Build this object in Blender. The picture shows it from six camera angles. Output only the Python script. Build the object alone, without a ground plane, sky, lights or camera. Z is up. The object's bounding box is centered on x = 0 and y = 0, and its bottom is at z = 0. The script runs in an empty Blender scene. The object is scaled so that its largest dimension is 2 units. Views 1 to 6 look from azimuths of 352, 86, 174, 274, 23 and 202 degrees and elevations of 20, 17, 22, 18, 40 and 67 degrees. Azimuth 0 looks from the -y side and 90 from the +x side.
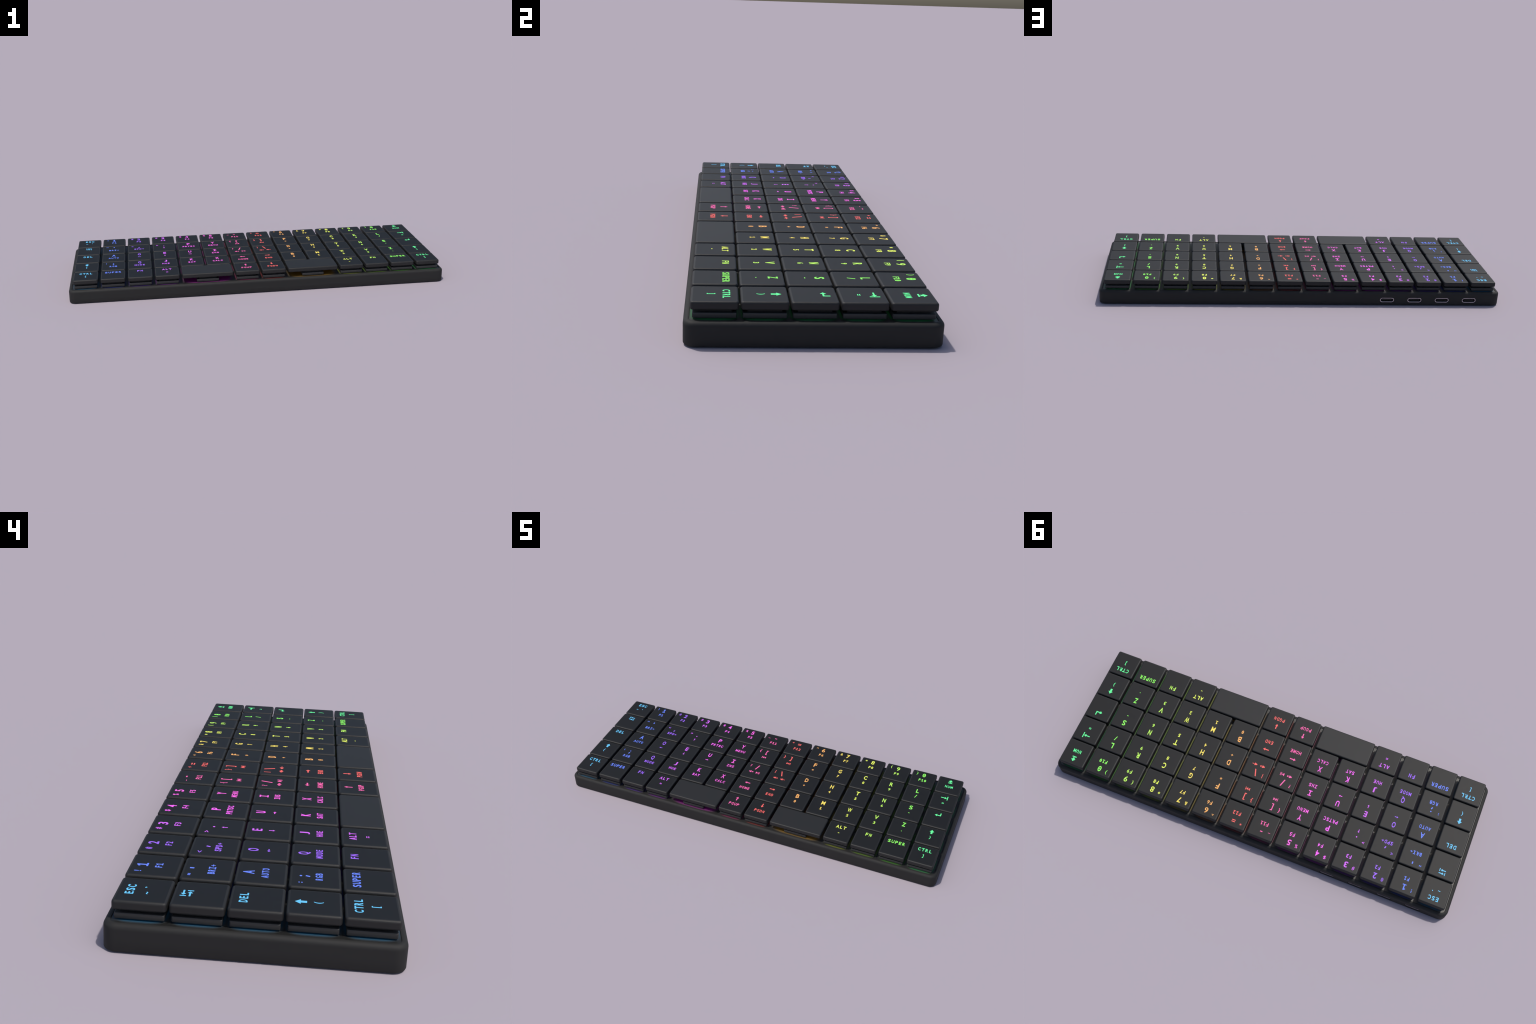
"""Low-profile ortholinear backlit keyboard: case, switch plate, 68 switches and keycaps, legends, four sockets."""
import bpy, bmesh, math, colorsys
from mathutils import Matrix, Vector

# ------------------------------------------------------------------ sizes
MM = 0.0078                      # one real millimetre in scene metres
PITCH_X, PITCH_Y = 18 * MM, 17 * MM
COLS, ROWS = 14, 5
CAP_X, CAP_Y = 0.1274, 0.1278    # keycap
HOUSING = 15.0 * MM              # square switch housing
WALL = 0.0162                    # case wall
IN_X, IN_Y = COLS * PITCH_X / 2, ROWS * PITCH_Y / 2
OUT_X, OUT_Y = 1.0, IN_Y + WALL
RIM_Z = 0.0686
PANEL_Z = 0.0666
HOUSING_Z0, HOUSING_Z1 = 0.0710, 0.0853
CAP_Z0, CAP_Z1 = 0.0945, 0.1178
IN_R, OUT_R = 0.016, 0.033

# hue of every column of lights, left to right
HUES = [201, 228, 262, 284, 300, 309, 330, 1, 31, 50, 66, 83, 103, 143]

scene = bpy.context.scene
coll = scene.collection


# ------------------------------------------------------------------ helpers
def lin(c):
    return c / 12.92 if c <= 0.04045 else ((c + 0.055) / 1.055) ** 2.4


def led(hue, sat=0.58):
    return tuple(lin(v) for v in colorsys.hsv_to_rgb((hue % 360) / 360.0, sat, 1.0))


def add(name, mesh, parent, loc=(0, 0, 0)):
    ob = bpy.data.objects.new(name, mesh)
    coll.objects.link(ob)
    ob.parent = parent
    ob.location = loc
    return ob


def finish(bm, name, mats, angle=40):
    bmesh.ops.recalc_face_normals(bm, faces=bm.faces[:])
    me = bpy.data.meshes.new(name)
    bm.to_mesh(me)
    bm.free()
    for f in me.polygons:
        f.use_smooth = True
    me.set_sharp_from_angle(angle=math.radians(angle))
    for m in mats:
        me.materials.append(m)
    return me


def rounded_rect(hx, hy, r, seg=6):
    r = max(r, 1e-5)
    pts = []
    for cx, cy, a0 in ((hx - r, hy - r, 0), (-hx + r, hy - r, 90), (-hx + r, -hy + r, 180), (hx - r, -hy + r, 270)):
        for i in range(seg + 1):
            a = math.radians(a0 + 90 * i / seg)
            pts.append((cx + r * math.cos(a), cy + r * math.sin(a)))
    return pts


def loft(bm, hx, hy, r, rings, seg=6, bottom=True, top=True):
    """rings: list of (inset, z). Returns (rings of verts, top face)."""
    rows = []
    for inset, z in rings:
        rows.append([bm.verts.new((x, y, z)) for x, y in rounded_rect(hx - inset, hy - inset, r - inset, seg)])
    for a, b in zip(rows, rows[1:]):
        n = len(a)
        for i in range(n):
            bm.faces.new((a[i], a[(i + 1) % n], b[(i + 1) % n], b[i]))
    tf = bm.faces.new(rows[-1]) if top else None
    if bottom:
        bm.faces.new(rows[0][::-1])
    return rows, tf


def fillet(width, z, up=True, n=4):
    """Quarter-round ring list for a top (or bottom) edge: (inset, z)."""
    out = []
    for i in range(n + 1):
        a = math.radians(90 * i / n)
        out.append((width * (1 - math.cos(a)), z - width + width * math.sin(a)))
    return out if up else [(i, 2 * z - zz) for i, zz in reversed(out)]


# ------------------------------------------------------------------ materials
def principled(name, **kw):
    m = bpy.data.materials.new(name)
    m.use_nodes = True
    b = m.node_tree.nodes["Principled BSDF"]
    for k, v in kw.items():
        b.inputs[k.replace("_", " ")].default_value = v
    return m, m.node_tree, b


def plastic(name, colour, rough, grain=0.015, spec=0.5):
    """Matt moulded plastic: colour plus very fine tonal and relief grain."""
    m, nt, b = principled(name, Roughness=rough)
    b.inputs["Specular IOR Level"].default_value = spec
    tc = nt.nodes.new("ShaderNodeTexCoord")
    no = nt.nodes.new("ShaderNodeTexNoise")
    no.inputs["Scale"].default_value = 900
    no.inputs["Detail"].default_value = 2
    nt.links.new(tc.outputs["Object"], no.inputs["Vector"])
    ra = nt.nodes.new("ShaderNodeValToRGB")
    lo = tuple(c * 0.93 for c in colour)
    hi = tuple(c * 1.07 for c in colour)
    ra.color_ramp.elements[0].color = (*lo, 1)
    ra.color_ramp.elements[1].color = (*hi, 1)
    nt.links.new(no.outputs["Fac"], ra.inputs["Fac"])
    nt.links.new(ra.outputs["Color"], b.inputs["Base Color"])
    bu = nt.nodes.new("ShaderNodeBump")
    bu.inputs["Strength"].default_value = grain
    bu.inputs["Distance"].default_value = 0.001
    nt.links.new(no.outputs["Fac"], bu.inputs["Height"])
    nt.links.new(bu.outputs["Normal"], b.inputs["Normal"])
    return m


CASE = plastic("case_plastic", (0.0180, 0.0180, 0.0175), 0.70, spec=0.32)
KEY_SIDE = plastic("keycap_plastic", (0.0140, 0.0140, 0.0140), 0.58, spec=0.40)
KEY_TOP = plastic("keycap_print_face", (0.0045, 0.0045, 0.0045), 0.58, spec=0.40)
HOUSE = plastic("switch_plastic", (0.036, 0.036, 0.036), 0.6)
DARK = plastic("socket_dark", (0.006, 0.006, 0.006), 0.6)
TONGUE = plastic("socket_tongue", (0.012, 0.012, 0.013), 0.5)
STEEL, _, _ = principled("socket_steel", Base_Color=(0.62, 0.56, 0.60, 1), Metallic=1.0, Roughness=0.42)
METAL = (0.078, 0.078, 0.075)
PLATE, _, _ = principled("plate_metal", Base_Color=(*METAL, 1), Metallic=1.0, Roughness=0.55)


def glow_legend(i, hue):
    m, nt, b = principled("lit_legend", Base_Color=(0.005, 0.005, 0.005, 1), Roughness=0.5)
    b.inputs["Specular IOR Level"].default_value = 0.2
    b.inputs["Emission Color"].default_value = (*led(hue), 1)
    b.inputs["Emission Strength"].default_value = 1.0
    return m


def painted_glow_panel(hue, width_units):
    """Metal panel with the LED glow round the switch painted into its colour: full next to the housing, fading to bare metal."""
    m, nt, b = principled("plate_tile_painted_glow", Metallic=1.0, Roughness=0.55)
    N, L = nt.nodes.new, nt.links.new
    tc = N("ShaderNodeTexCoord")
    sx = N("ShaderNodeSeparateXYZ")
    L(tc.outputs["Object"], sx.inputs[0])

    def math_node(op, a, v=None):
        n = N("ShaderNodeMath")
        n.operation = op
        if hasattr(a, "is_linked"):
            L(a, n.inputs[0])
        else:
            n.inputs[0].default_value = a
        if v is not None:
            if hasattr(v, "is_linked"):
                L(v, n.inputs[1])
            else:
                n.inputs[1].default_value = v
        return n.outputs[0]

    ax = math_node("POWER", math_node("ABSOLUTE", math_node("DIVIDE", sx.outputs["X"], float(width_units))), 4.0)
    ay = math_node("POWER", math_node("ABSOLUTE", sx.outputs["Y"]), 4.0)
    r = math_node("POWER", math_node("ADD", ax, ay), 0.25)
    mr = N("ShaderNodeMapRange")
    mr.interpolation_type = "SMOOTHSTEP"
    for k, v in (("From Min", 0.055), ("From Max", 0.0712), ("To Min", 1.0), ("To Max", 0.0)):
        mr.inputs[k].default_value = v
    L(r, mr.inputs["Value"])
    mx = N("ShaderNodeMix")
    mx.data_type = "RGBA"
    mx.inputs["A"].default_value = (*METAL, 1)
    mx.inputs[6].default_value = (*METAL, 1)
    mx.inputs[7].default_value = (*(0.135 * v for v in led(hue, 0.66)), 1)  # light spill on the plate, tinted into the base colour
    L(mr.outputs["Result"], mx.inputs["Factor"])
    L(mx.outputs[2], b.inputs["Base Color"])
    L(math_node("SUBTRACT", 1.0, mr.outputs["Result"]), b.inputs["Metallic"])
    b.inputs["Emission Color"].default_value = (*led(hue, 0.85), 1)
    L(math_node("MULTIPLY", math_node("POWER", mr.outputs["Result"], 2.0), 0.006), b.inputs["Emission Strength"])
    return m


LEGEND = [glow_legend(i, h) for i, h in enumerate(HUES)]
PANEL = [painted_glow_panel(h, 1) for h in HUES]
PANEL_WIDE = {4: painted_glow_panel(304, 2), 8: painted_glow_panel(40, 2)}

# ------------------------------------------------------------------ thing
board = bpy.data.objects.new("keyboard", None)
coll.objects.link(board)
board["label"] = "compact black mechanical keyboard with rainbow backlit letters"
board["category"] = "computer keyboard"

# ---- case: tray with rounded corners, filleted rim, four socket openings in the back
bm = bmesh.new()
rings = [(0.004, 0.0), (0.0012, 0.0012), (0.0, 0.004), (0.0, 0.030)]
f = fillet(0.0125, RIM_Z, n=8)
rings += [(0.0, f[0][1] - 0.002)] + f + [(0.0132, RIM_Z), (WALL - 0.0012, RIM_Z), (WALL - 0.0003, RIM_Z - 0.0004), (WALL, RIM_Z - 0.0014), (WALL, 0.050)]
loft(bm, OUT_X, OUT_Y, OUT_R, rings, seg=10)
case_me = finish(bm, "case", [CASE, DARK])
case = add("case", case_me, board)

PORT_X = [(-6.0 + i) * PITCH_X for i in range(4)]
PORT_Z, PORT_W, PORT_H = 0.0262, 0.0362, 0.0124     # outer half sizes of the steel shell
bm = bmesh.new()
for px in PORT_X:
    pts = rounded_rect(PORT_W + 0.0006, PORT_H + 0.0006, PORT_H + 0.0005, 8)
    a = [bm.verts.new((px + x, OUT_Y - 0.045, PORT_Z + y)) for x, y in pts]
    b_ = [bm.verts.new((px + x, OUT_Y + 0.01, PORT_Z + y)) for x, y in pts]
    n = len(a)
    for i in range(n):
        bm.faces.new((a[i], a[(i + 1) % n], b_[(i + 1) % n], b_[i]))
    bm.faces.new(a)
    bm.faces.new(b_)
bmesh.ops.recalc_face_normals(bm, faces=bm.faces[:])
cut_me = bpy.data.meshes.new("socket_cutter")
bm.to_mesh(cut_me)
bm.free()
cutter = bpy.data.objects.new("socket_cutter", cut_me)
coll.objects.link(cutter)
mod = case.modifiers.new("sockets", "BOOLEAN")
mod.operation, mod.object, mod.solver = "DIFFERENCE", cutter, "EXACT"
bpy.context.view_layer.update()
cut_case = bpy.data.meshes.new_from_object(case.evaluated_get(bpy.context.evaluated_depsgraph_get()))
case.modifiers.clear()
case.data = cut_case
cut_case.name = "case"
bpy.data.meshes.remove(case_me)
bpy.data.objects.remove(cutter)
bpy.data.meshes.remove(cut_me)
for p in cut_case.polygons:
    p.use_smooth = True
cut_case.set_sharp_from_angle(angle=math.radians(40))


# ---- sockets: steel shell ring, dark throat, tongue
def slot_ring(bm, w, h, w2, h2, y0, y1):
    """Hollow stadium tube along y, outer half size w,h and inner w2,h2."""
    o = rounded_rect(w, h, h - 1e-5, 8)
    i_ = rounded_rect(w2, h2, h2 - 1e-5, 8)
    mid = [((a[0] + b[0]) / 2, (a[1] + b[1]) / 2) for a, b in zip(o, i_)]
    loops = []
    for pts, y in ((o, y0), (o, y1 - 0.0008), (mid, y1), (i_, y1 - 0.0008), (i_, y0)):
        loops.append([bm.verts.new((x, y, z)) for x, z in pts])
    n = len(o)
    for a, b in zip(loops, loops[1:] + loops[:1]):
        for k in range(n):
            bm.faces.new((a[k], a[(k + 1) % n], b[(k + 1) % n], b[k]))


RING_T = 0.0036
bm = bmesh.new()
slot_ring(bm, PORT_W, PORT_H, PORT_W - RING_T, PORT_H - RING_T, -0.040, 0.0)
shell_me = finish(bm, "socket_shell", [STEEL], 50)
bm = bmesh.new()
loft(bm, 0.0255, 0.0028, 0.0020, [(0.0, -0.038), (0.0, -0.006), (0.0008, -0.005)], seg=3)
bmesh.ops.rotate(bm, verts=bm.verts[:], matrix=Matrix.Rotation(math.radians(-90), 3, "X"))
tongue_me = finish(bm, "socket_tongue", [TONGUE])
bm = bmesh.new()
vs = [bm.verts.new((x, -0.0395, z)) for x, z in rounded_rect(PORT_W - RING_T, PORT_H - RING_T, PORT_H - RING_T - 1e-5, 8)]
vs2 = [bm.verts.new((v.co.x, -0.0375, v.co.z)) for v in vs]
for k in range(len(vs)):
    j = (k + 1) % len(vs)
    bm.faces.new((vs[k], vs[j], vs2[j], vs2[k]))
bm.faces.new(vs)
bm.faces.new(vs2)
back_me = finish(bm, "socket_back", [DARK])
for px in PORT_X:
    socket = add("socket", shell_me, board, (px, OUT_Y - 0.0028, PORT_Z))
    add("socket_tongue", tongue_me, socket)
    add("socket_back", back_me, socket)

# ---- switch plate under everything
bm = bmesh.new()
loft(bm, OUT_X - WALL - 0.0003, OUT_Y - WALL - 0.0003, IN_R, [(0, 0.0505), (0, PANEL_Z - 0.0010)], seg=8)
add("switch_plate", finish(bm, "switch_plate", [PLATE]), board)


# ------------------------------------------------------------------ key parts
def make_cap(units, top_mat):
    hx, hy = CAP_X / 2 + (units - 1) * PITCH_X / 2, CAP_Y / 2
    bm = bmesh.new()
    b, t = 0.0040, 0.0060
    rings = [(b + 0.001, CAP_Z0), (b, CAP_Z0), (b * 0.3, CAP_Z0 + b * 0.3), (0, CAP_Z0 + b), (0, CAP_Z0 + b + 0.001)]
    rings += [(0, CAP_Z1 - t - 0.0008)] + fillet(t, CAP_Z1, n=4) + [(t + 0.0007, CAP_Z1)]
    rows, top = loft(bm, hx, hy, 0.0085, rings, seg=5)
    top.material_index = 1
    return finish(bm, "keycap", [KEY_SIDE, top_mat], 60)


CAP_ME = make_cap(1, KEY_TOP)
CAP_WIDE_ME = make_cap(2, KEY_SIDE)

bm = bmesh.new()
h = HOUSING / 2
loft(bm, h, h, 0.004, [(0.009, PANEL_Z - 0.0005), (0.009, HOUSING_Z0), (0.0012, HOUSING_Z0), (0.0004, HOUSING_Z0 + 0.0004), (0.0, HOUSING_Z0 + 0.0012), (0, HOUSING_Z1 - 0.002)]
     + fillet(0.0018, HOUSING_Z1, n=3) + [(0.003, HOUSING_Z1)], seg=3)
SWITCH_ME = finish(bm, "switch", [HOUSE], 50)
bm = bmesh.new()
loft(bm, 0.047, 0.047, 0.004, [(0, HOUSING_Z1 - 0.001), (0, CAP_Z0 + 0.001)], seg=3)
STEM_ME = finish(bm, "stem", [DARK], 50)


def make_panel(units, mat, corner=None):
    """Panel of one key cell; the four end cells follow the rounded corner of the tray."""
    hx, hy = units * PITCH_X / 2 - 0.0001, PITCH_Y / 2 - 0.0001
    bm = bmesh.new()
    pts = rounded_rect(hx, hy, 0.00005, 1)
    if corner:
        full = rounded_rect(hx, hy, IN_R, 6)
        pts = []
        for q, (sx, sy) in enumerate(((1, 1), (-1, 1), (-1, -1), (1, -1))):
            if (sx, sy) == corner:
                pts += full[q * 7:(q + 1) * 7]
            else:
                pts.append((sx * hx, sy * hy))
    lo = [bm.verts.new((x, y, -0.0012)) for x, y in pts]
    hi = [bm.verts.new((x, y, 0.0)) for x, y in pts]
    for i in range(len(pts)):
        j = (i + 1) % len(pts)
        bm.faces.new((lo[i], lo[j], hi[j], hi[i]))
    bm.faces.new(lo[::-1])
    bm.faces.new(hi)
    return finish(bm, "plate_tile_painted_glow", [mat])


# ------------------------------------------------------------------ lettering
GLYPHS = {}


def glyph(ch):
    """Outline of one character of the built-in font as (verts, faces) with its bounds; capital height = 1."""
    if ch not in GLYPHS:
        cu = bpy.data.curves.new("glyph", "FONT")
        cu.body = ch
        cu.size = 1.0
        cu.resolution_u = 4
        cu.offset = 0.012 if ch in "4689%@#$&MW" or not ch.isalnum() else 0.022
        cu.fill_mode = "BOTH"
        cu.extrude = 0.01
        ob = bpy.data.objects.new("glyph", cu)
        coll.objects.link(ob)
        bpy.context.view_layer.update()
        me = bpy.data.meshes.new_from_object(ob.evaluated_get(bpy.context.evaluated_depsgraph_get()))
        v = [tuple(p.co) for p in me.vertices]
        fc = [tuple(p.vertices) for p in me.polygons]
        bpy.data.objects.remove(ob)
        bpy.data.curves.remove(cu)
        bpy.data.meshes.remove(me)
        GLYPHS[ch] = (v, fc)
    return GLYPHS[ch]


def bounds(ch):
    v, _ = glyph(ch)
    xs, ys = [p[0] for p in v], [p[1] for p in v]
    return min(xs), max(xs), min(ys), max(ys)


CAP_Y0, CAP_Y1 = bounds("H")[2:]
PROUD = 0.0004


class Ink:
    """Collects flat raised shapes on a key top: text and symbols in one mesh."""

    def __init__(self):
        self.v, self.f = [], []

    def poly(self, pts):
        n, k = len(pts), len(self.v)
        self.v += [(x, y, 0.0) for x, y in pts] + [(x, y, PROUD) for x, y in pts]
        self.f.append(tuple(range(k + n - 1, k - 1, -1)))
        self.f.append(tuple(range(k + n, k + 2 * n)))
        for i in range(n):
            j = (i + 1) % n
            self.f.append((k + i, k + j, k + n + j, k + n + i))

    def box(self, x0, y0, x1, y1):
        self.poly([(x0, y0), (x1, y0), (x1, y1), (x0, y1)])

    def line(self, pts, w):
        """Thick polyline, mitred."""
        lft, rgt = [], []
        for i, p in enumerate(pts):
            p = Vector(p)
            d0 = (p - Vector(pts[i - 1])).normalized() if i else None
            d1 = (Vector(pts[i + 1]) - p).normalized() if i < len(pts) - 1 else None
            d = (d0 + d1).normalized() if d0 and d1 else (d0 or d1)
            nrm = Vector((-d.y, d.x))
            ref = d0 or d1
            k = 1.0 / max(0.35, nrm.dot(Vector((-ref.y, ref.x))))
            lft.append(tuple(p + nrm * w / 2 * k))
            rgt.append(tuple(p - nrm * w / 2 * k))
        self.poly(rgt + lft[::-1])

    def char(self, ch, cx, base, cap, adv):
        """One monospaced character centred on cx, baseline at base, capital height cap."""
        s = cap / (CAP_Y1 - CAP_Y0)
        st = cap * 0.185
        g = adv * 0.80
        if ch == " ":
            return
        if ch in ".,:;'\"`":                                # points, commas and quotes as plain strokes
            d, low = st * 0.62, base + st * 0.62
            if ch in ".:;":
                ys = {".": [low], ":": [low + cap * 0.1, low + cap * 0.48], ";": [low + cap * 0.52]}[ch]
                for yy in ys:
                    self.poly([(cx + d * math.cos(i * math.pi / 5), yy + d * math.sin(i * math.pi / 5)) for i in range(10)])
            if ch in ",;":
                self.line([(cx + cap * 0.07, base + cap * 0.20), (cx - cap * 0.07, base - cap * 0.16)], st)
            if ch == "'":
                self.box(cx - st * 0.55, base + cap * 0.62, cx + st * 0.55, base + cap)
            if ch == '"':
                for sx in (-1, 1):
                    self.box(cx + sx * st - st * 0.5, base + cap * 0.62, cx + sx * st + st * 0.5, base + cap)
            if ch == "`":
                self.line([(cx - cap * 0.08, base + cap), (cx + cap * 0.08, base + cap * 0.80)], st)
            return
        if ch in "{}":
            sg = 1 if ch == "{" else -1
            m = base + cap / 2
            h2 = cap * 0.62
            w = g * 0.30
            self.line([(cx + sg * w, m + h2), (cx + sg * w * 0.1, m + h2 - st * 0.4), (cx, m + h2 * 0.55), (cx - sg * w * 0.1, m + st * 0.5),
                       (cx - sg * w, m), (cx - sg * w * 0.1, m - st * 0.5), (cx, m - h2 * 0.55), (cx + sg * w * 0.1, m - h2 + st * 0.4), (cx + sg * w, m - h2)], st * 0.85)
            return
        if ch in "I1":
            self.box(cx - st / 2, base, cx + st / 2, base + cap)
            self.box(cx - g * 0.46, base, cx + g * 0.46, base + st * 0.85)
            if ch == "I":
                self.box(cx - g * 0.46, base + cap - st * 0.85, cx + g * 0.46, base + cap)
            else:
                self.line([(cx, base + cap - st * 0.45), (cx - g * 0.42, base + cap * 0.74)], st * 0.9)
            return
        v, fc = glyph(ch)
        x0, x1, y0, y1 = bounds(ch)
        wide = {"M": 1.0, "W": 1.08, "N": 0.84, "F": 0.80, "E": 0.80, "L": 0.80, "J": 0.80, "A": 1.04, "V": 1.04, "Y": 1.04, "X": 1.02, "T": 1.0, "#": 0.95, "%": 1.02, "@": 0.95, "&": 1.0}
        if ch.isalnum() or ch in wide:
            kx = g * wide.get(ch, 0.90) / (x1 - x0)
        elif ch in "<>=+~^":
            kx = min(s, g * 0.92 / (x1 - x0))
        elif ch in "-_":
            kx = g * (0.62 if ch == "-" else 0.9) / (x1 - x0)
        elif ch in "/\\":
            kx = g * 0.9 / (x1 - x0)
        else:
            kx = s
        ky, oy = s, -CAP_Y0
        if ch.isalnum() or ch in "#&%$@":                 # overshoot squeezed to the line
            low = bounds("O")[2] if ch == "Q" else y0     # the tail of Q hangs below the line
            ky, oy = cap / (y1 - low if ch != "Q" else bounds("O")[3] - low), -low
        elif ch in "^":
            ky = cap * 0.42 / (y1 - y0)
            oy = cap * 0.55 / ky - y0
        elif ch in "*":
            ky = kx = g * 0.9 / (x1 - x0)
            oy = cap * 0.5 / ky - (y0 + y1) / 2
        elif ch in "-=+<>~":
            ky = kx if ch in "+<>" else s
            oy = cap * 0.47 / ky - (y0 + y1) / 2
            if ch in "+<>":
                ky = kx
        elif ch in "/\\|()[]{}":                          # tall marks reach past the letters
            tall = 1.27
            ky = cap * tall / (y1 - y0)
            oy = -y0 - cap * (tall - 1) / 2 / ky
            if ch in "[](){}":
                kx = max(kx, g * 0.52 / (x1 - x0))
        k = len(self.v)
        mx = (x0 + x1) / 2
        for x, y, z in v:
            self.v.append((cx + (x - mx) * kx, base + (y + oy) * ky, PROUD if z > 0 else 0.0))
        self.f += [tuple(i + k for i in q) for q in fc]
        if ch == "0":
            d = st * 0.55
            cy = base + cap / 2
            self.poly([(cx + d * math.cos(a) * 0.8, cy + d * math.sin(a)) for a in [i * math.pi / 4 for i in range(8)]])

    def text(self, s, cx, base, cap, adv):
        for i, ch in enumerate(s):
            self.char(ch, cx + (i - (len(s) - 1) / 2) * adv, base, cap, adv)

    # ---- symbols, drawn about a centre
    def arrow(self, cx, cy, length, direction, shaft, head, head_len):
        dx, dy = {"R": (1, 0), "L": (-1, 0), "U": (0, 1), "D": (0, -1)}[direction]
        nx, ny = -dy, dx
        t, b = length / 2, -length / 2
        k = t - head_len
        pts = [(b, -shaft / 2), (k, -shaft / 2), (k, -head / 2), (t, 0), (k, head / 2), (k, shaft / 2), (b, shaft / 2)]
        self.poly([(cx + a * dx + c * nx, cy + a * dy + c * ny) for a, c in pts])

    def triangle(self, cx, cy, w, h, sgn):
        p = [(cx - sgn * w / 2, cy - h / 2), (cx + sgn * w / 2, cy), (cx - sgn * w / 2, cy + h / 2)]
        self.poly(p if sgn > 0 else p[::-1])

    def speaker(self, cx, cy):
        """Loudspeaker cone pointing left with its box."""
        self.poly([(cx - 0.0085, cy - 0.0030), (cx - 0.0045, cy - 0.0034), (cx + 0.0042, cy - 0.0072), (cx + 0.0042, cy + 0.0072),
                   (cx - 0.0045, cy + 0.0034), (cx - 0.0085, cy + 0.0030)])

    def mesh(self, mat):
        me = bpy.data.meshes.new("legend")
        me.from_pydata(self.v, [], self.f)
        me.materials.append(mat)
        me.update()
        return me


# line heights on the key top: baseline, capital height, advance
BIG = (0.0176, 0.0284, 0.0236)
WORD = (0.0212, 0.0206, 0.0178)
SUB = (-0.0184, 0.0180, 0.0146)
SHIFT_X = -0.0375
SHIFT = (0.0284, 0.0180, 0.0150)
MAIN_Y, SUB_Y = 0.0318, -0.0092


def main_symbol(ink, name):
    if name == "shift":
        ink.arrow(0, MAIN_Y, 0.0280, "U", 0.0095, 0.0225, 0.0135)
    elif name == "caps":
        ink.arrow(0, MAIN_Y + 0.0042, 0.0195, "U", 0.0095, 0.0225, 0.0120)
        ink.box(-0.0105, MAIN_Y - 0.0130, 0.0105, MAIN_Y - 0.0082)
    elif name == "enter":
        ink.line([(0.0115, MAIN_Y + 0.0125), (0.0115, MAIN_Y - 0.0055), (-0.0070, MAIN_Y - 0.0055)], 0.0050)
        ink.triangle(-0.0110, MAIN_Y - 0.0055, 0.0110, 0.0170, -1)
    elif name == "tab":
        ink.arrow(-0.0035, MAIN_Y, 0.0300, "R", 0.0046, 0.0150, 0.0105)
        ink.box(0.0125, MAIN_Y - 0.0140, 0.0168, MAIN_Y + 0.0140)
    elif name == "tabs":
        ink.arrow(0.0030, MAIN_Y + 0.0078, 0.0240, "L", 0.0042, 0.0125, 0.0080)
        ink.box(-0.0150, MAIN_Y + 0.0005, -0.0118, MAIN_Y + 0.0150)
        ink.arrow(-0.0030, MAIN_Y - 0.0078, 0.0240, "R", 0.0042, 0.0125, 0.0080)
        ink.box(0.0118, MAIN_Y - 0.0150, 0.0150, MAIN_Y - 0.0005)
    elif name in ("left", "right"):
        ink.arrow(0, MAIN_Y + 0.001, 0.0290, name[0].upper(), 0.0050, 0.0150, 0.0100)
    elif name in ("up", "down"):
        ink.arrow(0, MAIN_Y, 0.0270, name[0].upper(), 0.0050, 0.0150, 0.0100)


def sub_symbol(ink, name):
    if name in ("left", "right", "up", "down"):
        ink.arrow(0, SUB_Y, 0.0170, name[0].upper(), 0.0030, 0.0092, 0.0062)
    elif name == "previous":
        ink.box(-0.0125, SUB_Y - 0.0080, -0.0100, SUB_Y + 0.0080)
        ink.triangle(-0.0050, SUB_Y, 0.0085, 0.0150, -1)
        ink.triangle(0.0050, SUB_Y, 0.0095, 0.0150, -1)
    elif name == "next":
        ink.box(0.0100, SUB_Y - 0.0080, 0.0125, SUB_Y + 0.0080)
        ink.triangle(0.0050, SUB_Y, 0.0085, 0.0150, 1)
        ink.triangle(-0.0050, SUB_Y, 0.0095, 0.0150, 1)
    elif name == "mute_play":
        ink.speaker(-0.0218, SUB_Y)
        ink.box(-0.0140, SUB_Y - 0.0034, -0.0072, SUB_Y + 0.0034)
        ink.triangle(0.0138, SUB_Y, 0.0120, 0.0155, 1)
        ink.box(0.0212, SUB_Y - 0.0080, 0.0234, SUB_Y + 0.0080)
        ink.box(0.0258, SUB_Y - 0.0080, 0.0280, SUB_Y + 0.0080)
    elif name == "volume":
        for s in (-1, 1):
            c = s * 0.0195
            ink.speaker(c - 0.0030, SUB_Y)
            ink.box(c + 0.0035, SUB_Y - 0.0014, c + 0.0125, SUB_Y + 0.0014)
            if s < 0:
                ink.box(c + 0.0066, SUB_Y - 0.0046, c + 0.0094, SUB_Y + 0.0046)


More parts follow.
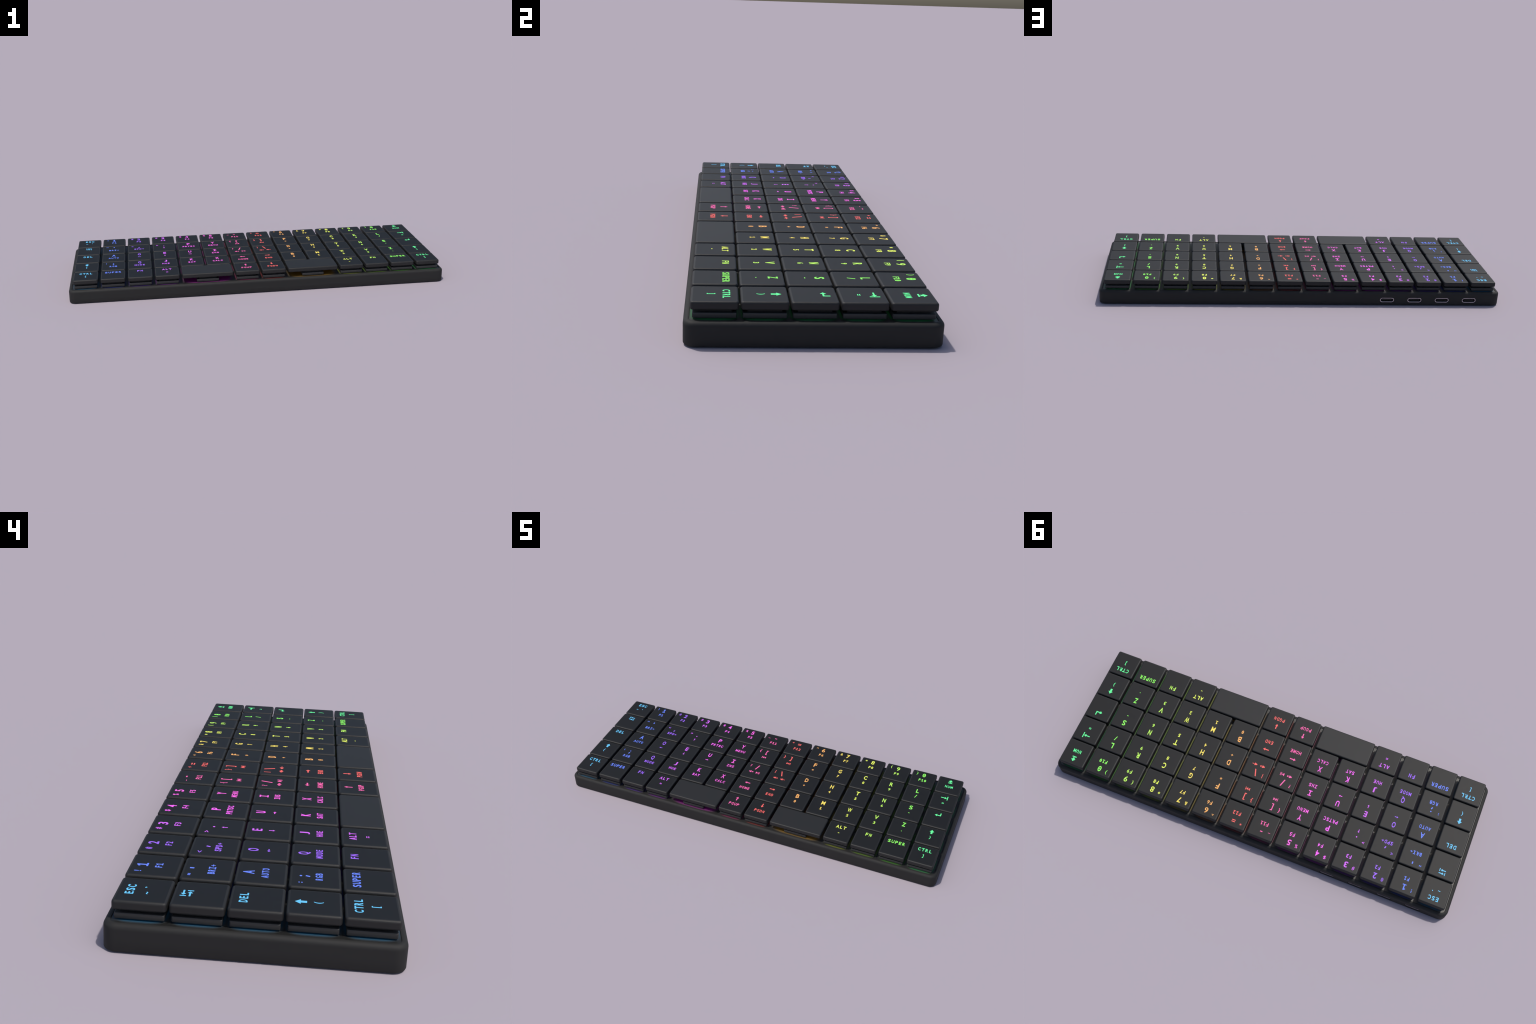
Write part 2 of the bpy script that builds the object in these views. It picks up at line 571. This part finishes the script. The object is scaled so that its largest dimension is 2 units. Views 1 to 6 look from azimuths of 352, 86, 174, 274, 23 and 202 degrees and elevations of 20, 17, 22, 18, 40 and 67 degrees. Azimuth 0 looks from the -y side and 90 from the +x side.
# rows of keys: (main, second line, small mark at the upper left). Words in angle brackets are symbols.
KEYS = [
    [("ESC", "~ `", ""), ("1", "F1", "!"), ("2", "F2", "@"), ("3", "F3", "#"), ("4", "F4", "$"), ("5", "F5", "%"), ("-", "F11", "_"),
     ("=", "F12", "+"), ("6", "F6", "^"), ("7", "F7", "&"), ("8", "F8", "*"), ("9", "F9", "("), ("0", "F10", ")"), ("<caps>", "NUM", "")],
    [("<tabs>", "", ""), ("'", "BRI+", '"'), (",", "SPD+", "<"), (".", "<up>", ">"), ("P", "PRTSC", ""), ("Y", "MENU", ""), ("[", "<previous>", "{"),
     ("]", "<next>", "}"), ("F", "*", ""), ("G", "7", ""), ("C", "8", ""), ("R", "9", ""), ("L", "/", ""), ("<tab>", "=", "")],
    [("DEL", "", ""), ("A", "AUTO", ""), ("O", "<left>", ""), ("E", "<down>", ""), ("U", "<right>", ""), ("I", "INS", ""), ("/", "<mute_play>", "?"),
     ("\\", "<volume>", "|"), ("D", "+", ""), ("H", "4", ""), ("T", "5", ""), ("N", "6", ""), ("S", "-", ""), ("<enter>", "", "")],
    [("<shift>", "(", ""), (";", "RGB", ":"), ("Q", "MODE", ""), ("J", "HUE", ""), ("K", "SAT", ""), ("X", "CALC", ""), ("<left>", "HOME", ""),
     ("<right>", "END", ""), ("B", "0", ""), ("M", "1", ""), ("W", "2", ""), ("V", "3", ""), ("Z", ".", ""), ("<shift>", ")", "")],
    [("CTRL", "[", ""), ("SUPER", "", ""), ("FN", "", ""), ("ALT", "=", ""), None, None, ("<up>", "PGUP", ""),
     ("<down>", "PGDN", ""), None, None, ("ALT", "-", ""), ("FN", "", ""), ("SUPER", "", ""), ("CTRL", "]", "")],
]

legend_cache = {}


def legend_parts(entry):
    """One Ink per printed element of the key."""
    main, sub, small = entry
    out = []
    if main:
        ink = Ink()
        if main.startswith("<") and len(main) > 1:
            main_symbol(ink, main[1:-1])
        elif len(main) > 1:
            ink.text(main, 0, *WORD)
        else:
            ink.text(main, 0, *BIG)
        out.append(ink)
    if sub:
        ink = Ink()
        if sub.startswith("<") and len(sub) > 1:
            sub_symbol(ink, sub[1:-1])
        else:
            ink.text(sub, 0, *SUB)
        out.append(ink)
    if small:
        ink = Ink()
        ink.text(small, SHIFT_X, *SHIFT)
        out.append(ink)
    return out


panel_cache = {}
for r in range(ROWS):
    y = (2 - r) * PITCH_Y
    c = 0
    while c < COLS:
        entry = KEYS[r][c]
        units = 1 if entry else 2
        x = (c - 6.5 + (units - 1) / 2) * PITCH_X
        corner = None
        if r in (0, 4) and c in (0, COLS - 1):
            corner = (1 if c else -1, 1 if r == 0 else -1)
        pk = (c, units, corner)
        if pk not in panel_cache:
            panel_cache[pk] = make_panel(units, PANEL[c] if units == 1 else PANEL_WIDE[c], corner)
        add("plate_tile_painted_glow", panel_cache[pk], board, (x, y, PANEL_Z))
        sw = add("switch", SWITCH_ME, board, (x, y, 0))
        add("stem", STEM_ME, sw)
        cap = add("keycap", CAP_ME if units == 1 else CAP_WIDE_ME, board, (x, y, 0))
        if entry:
            for ink in legend_parts(entry):
                add("legend", ink.mesh(LEGEND[c]), cap, (0, 0, CAP_Z1 - 0.00005))
        c += units
